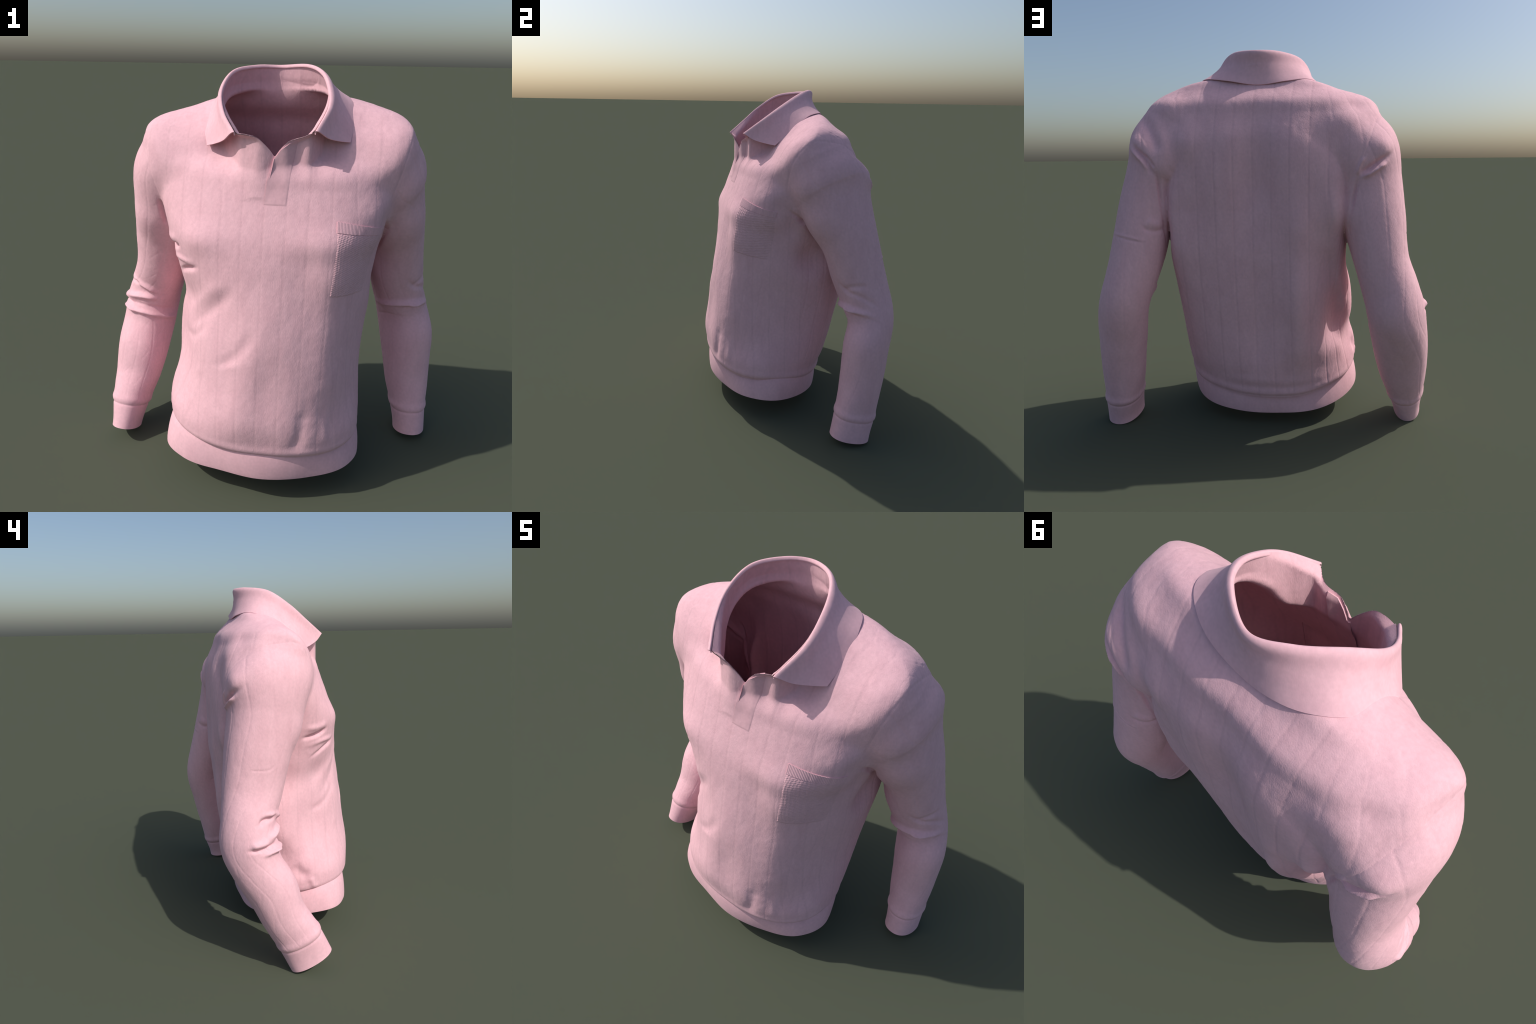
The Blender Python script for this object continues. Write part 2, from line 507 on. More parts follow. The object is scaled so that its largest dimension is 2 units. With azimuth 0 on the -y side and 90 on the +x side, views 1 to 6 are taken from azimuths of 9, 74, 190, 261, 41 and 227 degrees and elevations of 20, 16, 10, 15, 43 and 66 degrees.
fold("elbow overhang", LEFT, height=0.02, width=0.015, line=[(0.813, 0.317, 0.788), (0.781, 0.254, 0.802), (0.706, 0.188, 0.820), (0.622, 0.194, 0.810), (0.553, 0.306, 0.773)])
fold("elbow hollow", LEFT, height=-0.0081, width=0.01, line=[(0.828, 0.336, 0.742), (0.711, 0.203, 0.789), (0.569, 0.294, 0.739)])
fold("elbow crease", LEFT, height=-0.0068, width=0.008, line=[(0.572, 0.335, 0.684), (0.614, 0.252, 0.717), (0.698, 0.222, 0.734), (0.792, 0.262, 0.718)])
fold("upper hollow", LEFT, height=-0.008, width=0.016, line=[(0.781, 0.277, 0.960), (0.751, 0.195, 0.950), (0.713, 0.166, 0.922)])
fold("slanting pleat", LEFT, height=-0.009, width=0.014, line=[(0.689, 0.136, 0.968), (0.706, 0.154, 0.949), (0.735, 0.182, 0.919), (0.768, 0.226, 0.906), (0.790, 0.280, 0.878), (0.806, 0.339, 0.836)])
fold("elbow pleat ridge", LEFT, height=0.016, width=0.016, line=[(0.699, 0.184, 0.823), (0.742, 0.210, 0.816), (0.775, 0.244, 0.811), (0.809, 0.303, 0.786)])
fold("elbow pleat", LEFT, height=-0.0203, width=0.009, line=[(0.733, 0.210, 0.799), (0.774, 0.246, 0.790), (0.801, 0.283, 0.776), (0.820, 0.324, 0.759)])
fold("elbow roll", LEFT, height=0.0108, width=0.01, line=[(0.682, 0.217, 0.747), (0.727, 0.226, 0.742), (0.764, 0.245, 0.736)])
fold("elbow seam", LEFT, height=-0.0035, width=0.005, line=[(0.732, 0.368, 1.082), (0.670, 0.416, 1.080), (0.614, 0.425, 1.069), (0.562, 0.407, 1.055), (0.514, 0.361, 1.040)])
fold("elbow seam lip", LEFT, height=0.0025, width=0.006, line=[(0.739, 0.354, 1.091), (0.671, 0.413, 1.091), (0.614, 0.423, 1.081), (0.562, 0.406, 1.067), (0.513, 0.361, 1.053)])
fold("sleeve dimple", LEFT, height=-0.007, width=0.011, line=[(0.561, 0.397, 1.139), (0.542, 0.389, 1.119), (0.511, 0.360, 1.108), (0.488, 0.325, 1.113), (0.479, 0.306, 1.124)])
fold("sleeve puff", LEFT, height=0.007, width=0.022, line=[(0.541, 0.384, 1.167), (0.517, 0.366, 1.146), (0.486, 0.325, 1.138)])
fold("elbow seam", RIGHT, height=-0.0022, width=0.004, line=[(-0.640, 0.336, 1.102), (-0.721, 0.275, 1.106), (-0.752, 0.204, 1.097), (-0.746, 0.115, 1.100), (-0.731, 0.073, 1.139)])
fold("back armhole pleat", ANYWHERE, height=-0.020, width=0.014, line=[(0.627, 0.301, 1.557), (0.589, 0.342, 1.512), (0.559, 0.360, 1.484), (0.523, 0.358, 1.429), (0.499, 0.337, 1.384), (0.492, 0.326, 1.349)])
fold("back armhole roll", ANYWHERE, height=0.019, width=0.011, line=[(0.638, 0.297, 1.542), (0.599, 0.338, 1.503), (0.550, 0.361, 1.455), (0.508, 0.340, 1.384)])
fold("back armhole pleat, inner", ANYWHERE, height=-0.0112, width=0.007, line=[(0.554, 0.359, 1.500), (0.512, 0.367, 1.458), (0.489, 0.360, 1.424)])
fold("back armhole hollow", ANYWHERE, height=-0.0182, width=0.03, line=[(0.607, 0.216, 1.681), (0.541, 0.304, 1.621), (0.492, 0.355, 1.544), (0.482, 0.368, 1.483)])
fold("back armhole pleat", ANYWHERE, height=-0.020, width=0.014, line=[(-0.516, 0.309, 1.387), (-0.555, 0.310, 1.408), (-0.598, 0.297, 1.437), (-0.633, 0.273, 1.465), (-0.669, 0.228, 1.500)])
fold("back armhole roll", ANYWHERE, height=0.019, width=0.012, line=[(-0.528, 0.309, 1.379), (-0.564, 0.308, 1.393), (-0.608, 0.293, 1.422), (-0.643, 0.267, 1.450)])
fold("back armhole edge", ANYWHERE, height=0.0098, width=0.01, line=[(-0.549, 0.313, 1.473), (-0.527, 0.315, 1.443), (-0.515, 0.313, 1.411), (-0.510, 0.307, 1.380)])
fold("side pleat, upper", TRUNK_REGION, height=-0.024, width=0.012, line=[(-0.457, -0.094, 1.190), (-0.449, -0.150, 1.191), (-0.431, -0.212, 1.202), (-0.398, -0.266, 1.223)])
fold("side roll", TRUNK_REGION, height=0.009, width=0.014, line=[(-0.440, -0.091, 1.151), (-0.426, -0.156, 1.147), (-0.399, -0.237, 1.159), (-0.324, -0.319, 1.162)])
fold("side pleat, lower", TRUNK_REGION, height=-0.015, width=0.012, line=[(-0.410, -0.154, 1.064), (-0.392, -0.203, 1.086), (-0.368, -0.254, 1.109), (-0.301, -0.331, 1.144)])
fold("side roll, upper", TRUNK_REGION, height=0.008, width=0.018, line=[(-0.469, -0.115, 1.244), (-0.452, -0.184, 1.241), (-0.401, -0.264, 1.254)])
fold("hip hollow", TRUNK_REGION, height=-0.016, width=0.034, line=[(-0.506, -0.059, 0.444), (-0.502, -0.105, 0.398), (-0.496, -0.148, 0.374)])
fold("hip ridge", TRUNK_REGION, height=0.008, width=0.016, line=[(-0.494, -0.160, 0.372), (-0.483, -0.175, 0.325), (-0.468, -0.191, 0.299)])
fold("side armpit pleat", TRUNK_REGION, height=-0.013, width=0.013, line=[(0.538, -0.178, 1.297), (0.552, -0.100, 1.292), (0.544, -0.022, 1.277), (0.588, -0.011, 1.277)])
fold("side armpit roll", TRUNK_REGION, height=0.007, width=0.018, line=[(0.551, -0.175, 1.338), (0.566, -0.106, 1.331), (0.571, -0.040, 1.315)])
fold("hem tuck", TRUNK_REGION, height=-0.006, width=0.009, line=[(0.230, 0.181, 0.195), (0.156, 0.214, 0.195), (0.088, 0.229, 0.179), (0.036, 0.236, 0.160), (-0.039, 0.236, 0.156), (-0.112, 0.226, 0.167)])
fold("hem fold", TRUNK_REGION, height=0.007, width=0.02, line=[(0.316, -0.400, 0.326), (0.304, -0.399, 0.416), (0.300, -0.383, 0.474), (0.300, -0.368, 0.534)])
fold("hem hollow", TRUNK_REGION, height=-0.009, width=0.03, line=[(0.209, -0.436, 0.548), (0.207, -0.451, 0.466), (0.196, -0.465, 0.382), (0.167, -0.461, 0.316)])
fold("waist drape", TRUNK_REGION, height=-0.007, width=0.03, line=[(-0.105, -0.399, 1.096), (-0.164, -0.386, 1.024), (-0.244, -0.346, 0.936), (-0.350, -0.236, 0.803)])
fold("waist drape ridge", TRUNK_REGION, height=0.005, width=0.03, line=[(-0.164, -0.384, 1.115), (-0.241, -0.351, 1.033), (-0.369, -0.205, 0.869)])
fold("lower drape", TRUNK_REGION, height=-0.006, width=0.028, line=[(-0.018, -0.440, 0.941), (-0.049, -0.449, 0.849), (-0.121, -0.432, 0.754), (-0.266, -0.354, 0.629)])
fold("side drape", TRUNK_REGION, height=-0.007, width=0.022, line=[(-0.243, -0.350, 0.891), (-0.295, -0.312, 0.812), (-0.346, -0.243, 0.761), (-0.393, -0.168, 0.751)])
fold("side drape ridge", TRUNK_REGION, height=0.005, width=0.02, line=[(-0.077, -0.456, 0.744), (-0.238, -0.373, 0.658), (-0.321, -0.308, 0.594)])
fold("back armpit line", ANYWHERE, height=-0.014, width=0.008, line=[(0.486, 0.361, 1.417), (0.483, 0.339, 1.335), (0.480, 0.325, 1.218), (0.479, 0.304, 1.114), (0.488, 0.263, 1.021)])
fold("back armpit line", ANYWHERE, height=-0.014, width=0.008, line=[(-0.518, 0.309, 1.380), (-0.500, 0.304, 1.310), (-0.485, 0.298, 1.208), (-0.477, 0.275, 1.100)])
fold("front armpit cleft", ANYWHERE, height=-0.018, width=0.012, line=[(-0.530, -0.119, 1.397), (-0.523, -0.088, 1.322), (-0.511, -0.059, 1.248)])
fold("front armpit cleft", ANYWHERE, height=-0.016, width=0.012, line=[(0.537, -0.137, 1.366), (0.532, -0.011, 1.266), (0.516, 0.064, 1.191), (0.501, 0.157, 1.098)])


def polyline_distance(p, pts):
    """Distance to a smooth line through pts, and how far along it (0..1)."""
    pts = np.array(pts, float)
    if len(pts) > 2:
        xs = np.r_[0, np.cumsum(np.linalg.norm(np.diff(pts, axis=0), axis=1))]
        pts = hermite(pts, xs, np.linspace(0, xs[-1], 6 * len(pts)))
    best, where = np.full(len(p), 9.), np.zeros(len(p))
    n = len(pts) - 1
    for i in range(n):
        a, b = pts[i], pts[i + 1]
        ab = b - a
        t = np.clip(((p - a) @ ab) / (ab @ ab), 0, 1)
        d = np.linalg.norm(p - a - t[:, None] * ab, axis=1)
        m = d < best
        best[m], where[m] = d[m], ((i + t) / n)[m]
    return best, where


def fold_height(p, region):
    h = np.zeros(len(p))
    for where, pts, amp, wid in FOLDS:
        pts = np.array(pts)
        m = (np.all(p > pts.min(0) - 4 * wid, axis=1) & np.all(p < pts.max(0) + 4 * wid, axis=1)) & ((region == where) | (where is None))
        if not m.any():
            continue
        d, t = polyline_distance(p[m], pts)
        taper = smoothstep(-.02, .25, t) * smoothstep(1.02, .75, t)
        h[m] += amp * np.exp(-(d / wid)**2) * (.15 + .85 * taper)
    return h


def value_noise(p, scale, seed, octaves=3):
    out = np.zeros(len(p))
    r = np.random.default_rng(seed)
    amp = 1.
    for o in range(octaves):
        # lattice noise, smooth between lattice points
        q = p * scale * 2**o + r.uniform(0, 50, 3)
        i = np.floor(q).astype(np.int64)
        f = q - i
        f = f * f * (3 - 2 * f)
        tot = 0
        for dx in (0, 1):
            for dy in (0, 1):
                for dz in (0, 1):
                    h = ((i[:, 0] + dx) * 73856093) ^ ((i[:, 1] + dy) * 19349663) ^ ((i[:, 2] + dz) * 83492791) ^ (seed * 7919 + o * 104729)
                    h = (h * 2654435761) & 0xffffffff
                    h = ((h ^ (h >> 15)) * 2246822519) & 0xffffffff
                    val = ((h ^ (h >> 13)) & 0xffff) / 32768. - 1
                    wgt = np.where(dx, f[:, 0], 1 - f[:, 0]) * np.where(dy, f[:, 1], 1 - f[:, 1]) * np.where(dz, f[:, 2], 1 - f[:, 2])
                    tot = tot + val * wgt
        out += amp * tot
        amp *= .5
    return out


CABLE = .094


def cable_relief(u, v, p, strength):
    """Knitted cable columns: a groove between columns and slanting crossings inside each."""
    u = u + .0010 * value_noise(p, 5, 3, 2)
    col = np.floor(u / CABLE)
    q = u / CABLE - col
    d = np.minimum(q, 1 - q) * CABLE
    h = -.0013 * np.exp(-(d / .0038)**2)
    rep = .165
    ph = v / rep + .37 * np.mod(col * 2, 3)
    k = ph - np.floor(ph)
    cross = (q - (.30 + .50 * (.72 - k) / .42)) * CABLE * .8
    on = smoothstep(.25, .38, k) * smoothstep(.78, .66, k)
    h += -.0007 * np.exp(-(cross / .004)**2) * on
    d2 = np.abs(q - .62 - .10 * np.sin(2 * np.pi * ph)) * CABLE
    h += -.0002 * np.exp(-(d2 / .004)**2)
    return h * strength


def trunk_arc(p):
    """Distance round the trunk from the middle of the front or of the back."""
    t = ring_height(p)
    zs = np.linspace(TRUNK[0, 0], TRUNK[-1, 0], 40)
    th = np.linspace(-np.pi / 2, np.pi / 2, 61)
    out = np.zeros(len(p))
    B = hermite(TRUNK[:, 1:], TRUNK[:, 0], zs)
    cx, cy = np.interp(t, RING_Z, RING_V[:, 0]), np.interp(t, RING_Z, RING_V[:, 1])
    w = np.interp(t, RING_Z, RING_V[:, 2])
    for s, (di, ni) in ((-1, (3, 5)), (1, (4, 7))):
        tab = []
        for b in B:
            n = (b[ni] + b[ni + 1]) / 2
            r = (np.abs(np.sin(th))**n + np.abs(np.cos(th))**n)**(-1 / n)
            x, y = b[2] * r * np.sin(th), b[di] * r * np.cos(th)
            L = np.r_[0, np.cumsum(np.hypot(np.diff(x), np.diff(y)))]
            tab.append(L - L[30])
        tab = np.array(tab)
        d = np.interp(t, RING_Z, RING_V[:, di])
        dx, dy = p[:, 0] - cx, (p[:, 1] - cy) * s
        m = dy >= 0
        ang = np.arctan2(dx / w, np.maximum(dy, 0) / d)
        fi = np.clip((t - zs[0]) / (zs[1] - zs[0]), 0, len(zs) - 1.001)
        fj = np.clip((ang - th[0]) / (th[1] - th[0]), 0, len(th) - 1.001)
        i, j = fi.astype(int), fj.astype(int)
        a, b_ = fi - i, fj - j
        val = (tab[i, j] * (1 - a) * (1 - b_) + tab[i + 1, j] * a * (1 - b_) + tab[i, j + 1] * (1 - a) * b_ + tab[i + 1, j + 1] * a * b_)
        out[m] = val[m]
    return out


SHOULDER_SEAM = {1: [(.300, .098, 1.868), (.45, .118, 1.815), (.600, .138, 1.752)], -1: [(-.27, .090, 1.850), (-.43, .110, 1.790), (-.58, .125, 1.715)]}
ELBOW_SEAM_S = {}


def relief(P, N):
    """Displacement along the normal for the whole skin."""
    reg = np.zeros(len(P), int)
    arm = {s: armhole(P, s) for s in (-1, 1)}
    for s in (-1, 1):
        reg[arm[s] > 0] = s
    h = fold_height(P, reg)
    body = reg == 0
    hem = hem_coord(P)
    cuff = {s: cuff_coord(P, s) for s in (-1, 1)}
    # furrow down the spine
    m = body & (P[:, 1] > 0)
    z = P[:, 2]
    h += np.where(m, -np.exp(-((P[:, 0] + .02) / .075)**2) * (.013 * smoothstep(.32, .5, z) * smoothstep(1.05, .80, z) + .014 * smoothstep(1.15, 1.4, z) * smoothstep(1.70, 1.5, z)), 0)
    # cables
    smooth_zone = np.ones(len(P))
    g = neck_cut(P)
    smooth_zone *= np.where(g > -.9, smoothstep(.0, -.05, g), 1)
    smooth_zone[body] *= smoothstep(.005, .03, hem[body])
    for s in (-1, 1):
        smooth_zone[reg == s] *= smoothstep(-CUFF_LENGTH[s] - .01, -CUFF_LENGTH[s] - .03, cuff[s][reg == s])
    u = np.zeros(len(P))
    v = P[:, 2].copy()
    arc, x = trunk_arc(P[body]), P[body, 0]
    turn = smoothstep(.24, .44, np.abs(x))
    u[body] = x * (1 - turn) + arc * turn
    for s in (-1, 1):
        m = reg == s
        sv, a, b, _ = sleeve_coords(P[m], s)
        u[m] = np.arctan2(b, a * s) * .155 + .02
        v[m] = sv
    strength = np.where(body, np.where(P[:, 1] < 0, .42, 1.5 - .9 * smoothstep(1.40, 1.58, P[:, 2])), .9)
    h += cable_relief(u, v, P, strength) * smooth_zone
    # loose, slightly rumpled cloth
    h += (.0013 * value_noise(P, 7, 11, 2) + .0006 * value_noise(P * np.array([1, 1, .6]), 38, 12, 3)) * (.1 + .9 * smooth_zone)
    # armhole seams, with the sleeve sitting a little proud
    for s in (-1, 1):
        d = arm[s]
        k = smoothstep(1.36, 1.45, P[:, 2])
        h += k * (-.0012 * np.exp(-(d / .005)**2))
        dist, t = polyline_distance(P, SHOULDER_SEAM[s])
        h += -.0016 * np.exp(-(dist / .005)**2) * (.55 + .45 * np.sign(np.sin(t * 80)))
    # blouse over the rib band, and the seam there
    h += np.where(body, -.009 * smoothstep(.012, -.012, hem) + .004 * np.exp(-((hem - .024) / .020)**2), 0)
    for s in (-1, 1):
        d = -cuff[s] - CUFF_LENGTH[s]
        h += np.where(reg == s, -.0035 * np.exp(-(d / .007)**2) + .006 * np.exp(-((d - .026) / .022)**2), 0)
    return h


def build_skin():
    V, Q = surface_net()
    for k in FRAME:
        FRAME[k] = sleeve_frame(k, 360)
    V = relax(V, Q, 3)
    V = project(V, 2)
    V = relax(V, Q, 1, .4)
    V = project(V, 2)
    V, Q = subdivide(V, Q)
    V = relax(V, Q, 2, .5)
    V = project(V, 1)
    N = vertex_normals(V, Q)
    V = V + N * relief(V, N)[:, None]
    return V, Q


# ----------------------------------------------------------------- materials
def wool(name, tint=1., grain=.38, ribs=None, wobble=0., wales=0.):
    m = bpy.data.materials.new(name)
    m.use_nodes = True
    nt = m.node_tree
    nt.nodes.clear()
    new = lambda t, **kw: _node(nt, t, **kw)
    out = new("ShaderNodeOutputMaterial")
    b = new("ShaderNodeBsdfPrincipled")
    b.inputs["Roughness"].default_value = .92
    b.inputs["Specular IOR Level"].default_value = .15
    b.inputs["Sheen Weight"].default_value = .12
    b.inputs["Sheen Roughness"].default_value = .5
    b.inputs["Sheen Tint"].default_value = (1, .8, .85, 1)
    nt.links.new(b.outputs[0], out.inputs[0])
    tc = new("ShaderNodeTexCoord")
    mp = new("ShaderNodeMapping")
    mp.inputs["Scale"].default_value = (1, 1, .35)
    nt.links.new(tc.outputs["Object"], mp.inputs[0])
    n1 = new("ShaderNodeTexNoise")
    n1.inputs["Scale"].default_value = 22
    n1.inputs["Detail"].default_value = 6
    n1.inputs["Roughness"].default_value = .6
    nt.links.new(mp.outputs[0], n1.inputs["Vector"])
    ramp = new("ShaderNodeValToRGB")
    ramp.color_ramp.elements[0].position = .25
    ramp.color_ramp.elements[0].color = (*[c * tint for c in COLOUR_DARK], 1)
    ramp.color_ramp.elements[1].position = .62
    ramp.color_ramp.elements[1].color = (*[c * tint for c in COLOUR], 1)
    nt.links.new(n1.outputs["Fac"], ramp.inputs[0])
    n3 = new("ShaderNodeTexNoise")
    n3.inputs["Scale"].default_value = 75
    n3.inputs["Detail"].default_value = 4
    nt.links.new(tc.outputs["Object"], n3.inputs["Vector"])
    spread = new("ShaderNodeMapRange")
    spread.inputs["From Min"].default_value = .3
    spread.inputs["From Max"].default_value = .7
    spread.inputs["To Min"].default_value = .95
    spread.inputs["To Max"].default_value = 1.035
    nt.links.new(n3.outputs["Fac"], spread.inputs["Value"])
    heather = new("ShaderNodeVectorMath", operation="SCALE")
    nt.links.new(ramp.outputs[0], heather.inputs[0])
    nt.links.new(spread.outputs[0], heather.inputs["Scale"])
    cloth = heather.outputs[0]
    if wales:
        cloth = paint_groove_shade(nt, new, tc, cloth, wales)
    nt.links.new(cloth, b.inputs["Base Color"])
    n2 = new("ShaderNodeTexNoise")
    n2.inputs["Scale"].default_value = 260
    n2.inputs["Detail"].default_value = 3
    nt.links.new(mp.outputs[0], n2.inputs["Vector"])
    bump = new("ShaderNodeBump")
    bump.inputs["Strength"].default_value = grain
    bump.inputs["Distance"].default_value = .002
    height = n2.outputs["Fac"]
    if ribs:
        # upright wales, about one rib wide, running a little unevenly
        turn = new("ShaderNodeMapping")
        turn.inputs["Rotation"].default_value = (0, 0, ribs[1])
        nt.links.new(tc.outputs["Object"], turn.inputs[0])
        wave = new("ShaderNodeTexWave")
        wave.inputs["Scale"].default_value = 2 * math.pi / ribs[0] / 20
        wave.inputs["Distortion"].default_value = wobble
        wave.inputs["Detail"].default_value = 2
        wave.inputs["Detail Scale"].default_value = 3
        nt.links.new(turn.outputs[0], wave.inputs["Vector"])
        mix = new("ShaderNodeMath", operation="MULTIPLY_ADD")
        nt.links.new(wave.outputs["Fac"], mix.inputs[0])
        mix.inputs[1].default_value = ribs[2]
        nt.links.new(n2.outputs["Fac"], mix.inputs[2])
        height = mix.outputs[0]
        if len(ribs) > 3:
            # slanting stitches across the wales
            slant = new("ShaderNodeMapping")
            slant.inputs["Rotation"].default_value = (0, ribs[3], 0)
            nt.links.new(turn.outputs[0], slant.inputs[0])
            hatch = new("ShaderNodeTexWave")
            hatch.bands_direction = "Z"
            hatch.inputs["Scale"].default_value = 2 * math.pi / ribs[0] / 20
            hatch.inputs["Distortion"].default_value = wobble
            nt.links.new(slant.outputs[0], hatch.inputs["Vector"])
            both = new("ShaderNodeMath", operation="MULTIPLY_ADD")
            nt.links.new(hatch.outputs["Fac"], both.inputs[0])
            both.inputs[1].default_value = ribs[2] * .8
            nt.links.new(height, both.inputs[2])
            height = both.outputs[0]
    nt.links.new(height, bump.inputs["Height"])
    nt.links.new(bump.outputs[0], b.inputs["Normal"])
    return m


def paint_groove_shade(nt, new, tc, cloth, depth):
    """Groove shadow between the cables, painted into the colour as thin darker lines, one every CABLE metres."""
    def math_node(op, a, b=None, c=None):
        n = new("ShaderNodeMath", operation=op)
        for i, v in enumerate((a, b, c)):
            if v is None:
                continue
            if isinstance(v, (int, float)):
                n.inputs[i].default_value = v
            else:
                nt.links.new(v, n.inputs[i])
        return n.outputs[0]
    wob = new("ShaderNodeTexNoise")
    wob.inputs["Scale"].default_value = 9
    wob.inputs["Detail"].default_value = 3
    nt.links.new(tc.outputs["Object"], wob.inputs["Vector"])
    xyz = new("ShaderNodeSeparateXYZ")
    nt.links.new(tc.outputs["Object"], xyz.inputs[0])
    nor = new("ShaderNodeSeparateXYZ")
    nt.links.new(tc.outputs["Normal"], nor.inputs[0])
    shift = math_node("MULTIPLY_ADD", wob.outputs["Fac"], .010, -.005)
    lines = []
    for axis in "XY":
        u = math_node("ADD", xyz.outputs[axis], shift)
        near = math_node("PINGPONG", u, CABLE / 2)
        line = new("ShaderNodeMapRange", interpolation_type="SMOOTHSTEP")
        line.inputs["From Min"].default_value = .0015
        line.inputs["From Max"].default_value = .0075
        line.inputs["To Min"].default_value = 1
        line.inputs["To Max"].default_value = 0
        nt.links.new(near, line.inputs["Value"])
        other = nor.outputs["Y" if axis == "X" else "X"]
        side = new("ShaderNodeMapRange", interpolation_type="SMOOTHSTEP")
        side.inputs["From Min"].default_value = .45
        side.inputs["From Max"].default_value = .75
        nt.links.new(math_node("ABSOLUTE", other), side.inputs["Value"])
        lines.append(math_node("MULTIPLY", line.outputs[0], side.outputs[0]))
    breakup = new("ShaderNodeMapRange")
    breakup.inputs["From Min"].default_value = .35
    breakup.inputs["From Max"].default_value = .6
    nt.links.new(wob.outputs["Fac"], breakup.inputs["Value"])
    both = math_node("MAXIMUM", lines[0], lines[1])
    fac = math_node("MULTIPLY", both, math_node("MULTIPLY_ADD", breakup.outputs[0], .5, .5))
    scale = math_node("MULTIPLY_ADD", fac, -depth, 1.)
    out = new("ShaderNodeVectorMath", operation="SCALE")
    nt.links.new(cloth, out.inputs[0])
    nt.links.new(scale, out.inputs["Scale"])
    return out.outputs[0]


def _node(nt, t, **kw):
    n = nt.nodes.new(t)
    for k, v in kw.items():
        setattr(n, k, v)
    return n


COLOUR = (.82, .495, .545)
COLOUR_DARK = (.765, .45, .50)


# ----------------------------------------------------------------- objects
def make_object(name, V, F, mat, parent, normals=None):
    used = np.unique(np.concatenate([np.ravel(f) for f in F]) if isinstance(F, list) else F)
    remap = np.zeros(len(V), int)
    remap[used] = np.arange(len(used))
    me = bpy.data.meshes.new(name)
    faces = [tuple(remap[list(f)]) for f in F] if isinstance(F, list) else remap[F].tolist()
    me.from_pydata(V[used].tolist(), [], faces)
    me.update()
    me.polygons.foreach_set("use_smooth", [True] * len(me.polygons))
    if normals is not None:
        me.normals_split_custom_set_from_vertices(normals[used].tolist())
    me.materials.append(mat)
    ob = bpy.data.objects.new(name, me)
    bpy.context.scene.collection.objects.link(ob)
    ob.parent = parent
    return ob


def thicken(V, T, N, depth):
    """Give a triangle sheet an inner face and a rim along its open edges."""
    n = len(V)
    VV = np.vstack([V, V - N * depth])
    NN = np.vstack([N, -N])
    e = np.vstack([T[:, [0, 1]], T[:, [1, 2]], T[:, [2, 0]]])
    code = e[:, 0].astype(np.int64) * (n + 1) + e[:, 1]
    rev = e[:, 1].astype(np.int64) * (n + 1) + e[:, 0]
    b = e[~np.isin(code, rev)]
    return VV, NN, b


def build():
    root = bpy.data.objects.new("knitted_polo_sweater", None)
    bpy.context.scene.collection.objects.link(root)
    root["label"] = "pink long sleeved knitted polo sweater with open collar and chest pocket"
    root["category"] = "sweater"
    knit = wool("pink_cable_knit")
    trunk_knit = wool("pink_cable_knit_body", wales=.055)  # wales: how far the base colour is darkened for shade in the cable grooves
    rib = wool("pink_rib_knit", grain=.12)
    facing = wool("pink_facing_knit", tint=.93, grain=.15)
    coarse = wool("pink_coarse_knit", tint=.94, grain=.45, ribs=(.0085, .42, .7, .5), wobble=3.)
    trim = wool("pink_pocket_trim", tint=.96, grain=.12)

    V, Q = build_skin()
    T = np.vstack([Q[:, [0, 1, 2]], Q[:, [0, 2, 3]]])
    # trim the openings
    for cut in (lambda p: neck_cut(p), lambda p: -.012 - hem_coord(p), lambda p: cuff_coord(p, -1), lambda p: cuff_coord(p, 1)):
        V, T, g = clip(V, T, cut(V))
        T = T[~side_of(T, g)]
    # seam lines run along mesh edges
    label = None
    for seam in (lambda p: armhole(p, -1), lambda p: armhole(p, 1),
                 lambda p: cuff_coord(p, -1) + CUFF_LENGTH[-1], lambda p: cuff_coord(p, 1) + CUFF_LENGTH[1]):
        V, T, g = clip(V, T, seam(V))
    used = np.unique(T)
    remap = np.zeros(len(V), int)
    remap[used] = np.arange(len(used))
    V, T = V[used], remap[T]
    N = vertex_normals(V, T)
    C = V[T].mean(1)
    reg = np.zeros(len(T), int)
    for s, k in ((-1, 1), (1, 2)):
        arm = armhole(C, s) > 0
        reg[arm] = k
        reg[arm & (cuff_coord(C, s) + CUFF_LENGTH[s] > 0)] = k + 2
    VV, NN, rim = thicken(V, T, N, CLOTH)
    n = len(V)
    # which region each rim edge belongs to
    first = {}
    edge_reg = {}
    for a, b, c, r in np.c_[T, reg][np.isin(T, rim).any(1)].tolist():
        edge_reg[(a, b)] = edge_reg[(b, c)] = edge_reg[(c, a)] = r
    rim_reg = np.array([edge_reg[(a, b)] for a, b in rim.tolist()])
    names = ["torso", "sleeve", "sleeve", "cuff", "cuff"]
    parts = {}
    for k, nm in enumerate(names):
        t = T[reg == k]
        r = rim[rim_reg == k]
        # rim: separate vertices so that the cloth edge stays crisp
        F = np.vstack([t, t[:, ::-1] + n])
        if len(r):
            F = np.vstack([F, np.stack([r[:, 1], r[:, 0], r[:, 0] + n], 1), np.stack([r[:, 1], r[:, 0] + n, r[:, 1] + n], 1)])
        mat = rib if k > 2 else knit if k else trunk_knit
        par = root if k < 3 else parts[k - 2]
        parts[k] = make_object(nm, VV, F, mat, par, NN)
    tree = BVHTree.FromPolygons(V.tolist(), T[reg == 0].tolist())

    build_hem_band(root, rib)
    collar = build_collar(root, rib)
    build_placket(root, facing, tree)
    build_pocket(root, coarse, trim, tree)


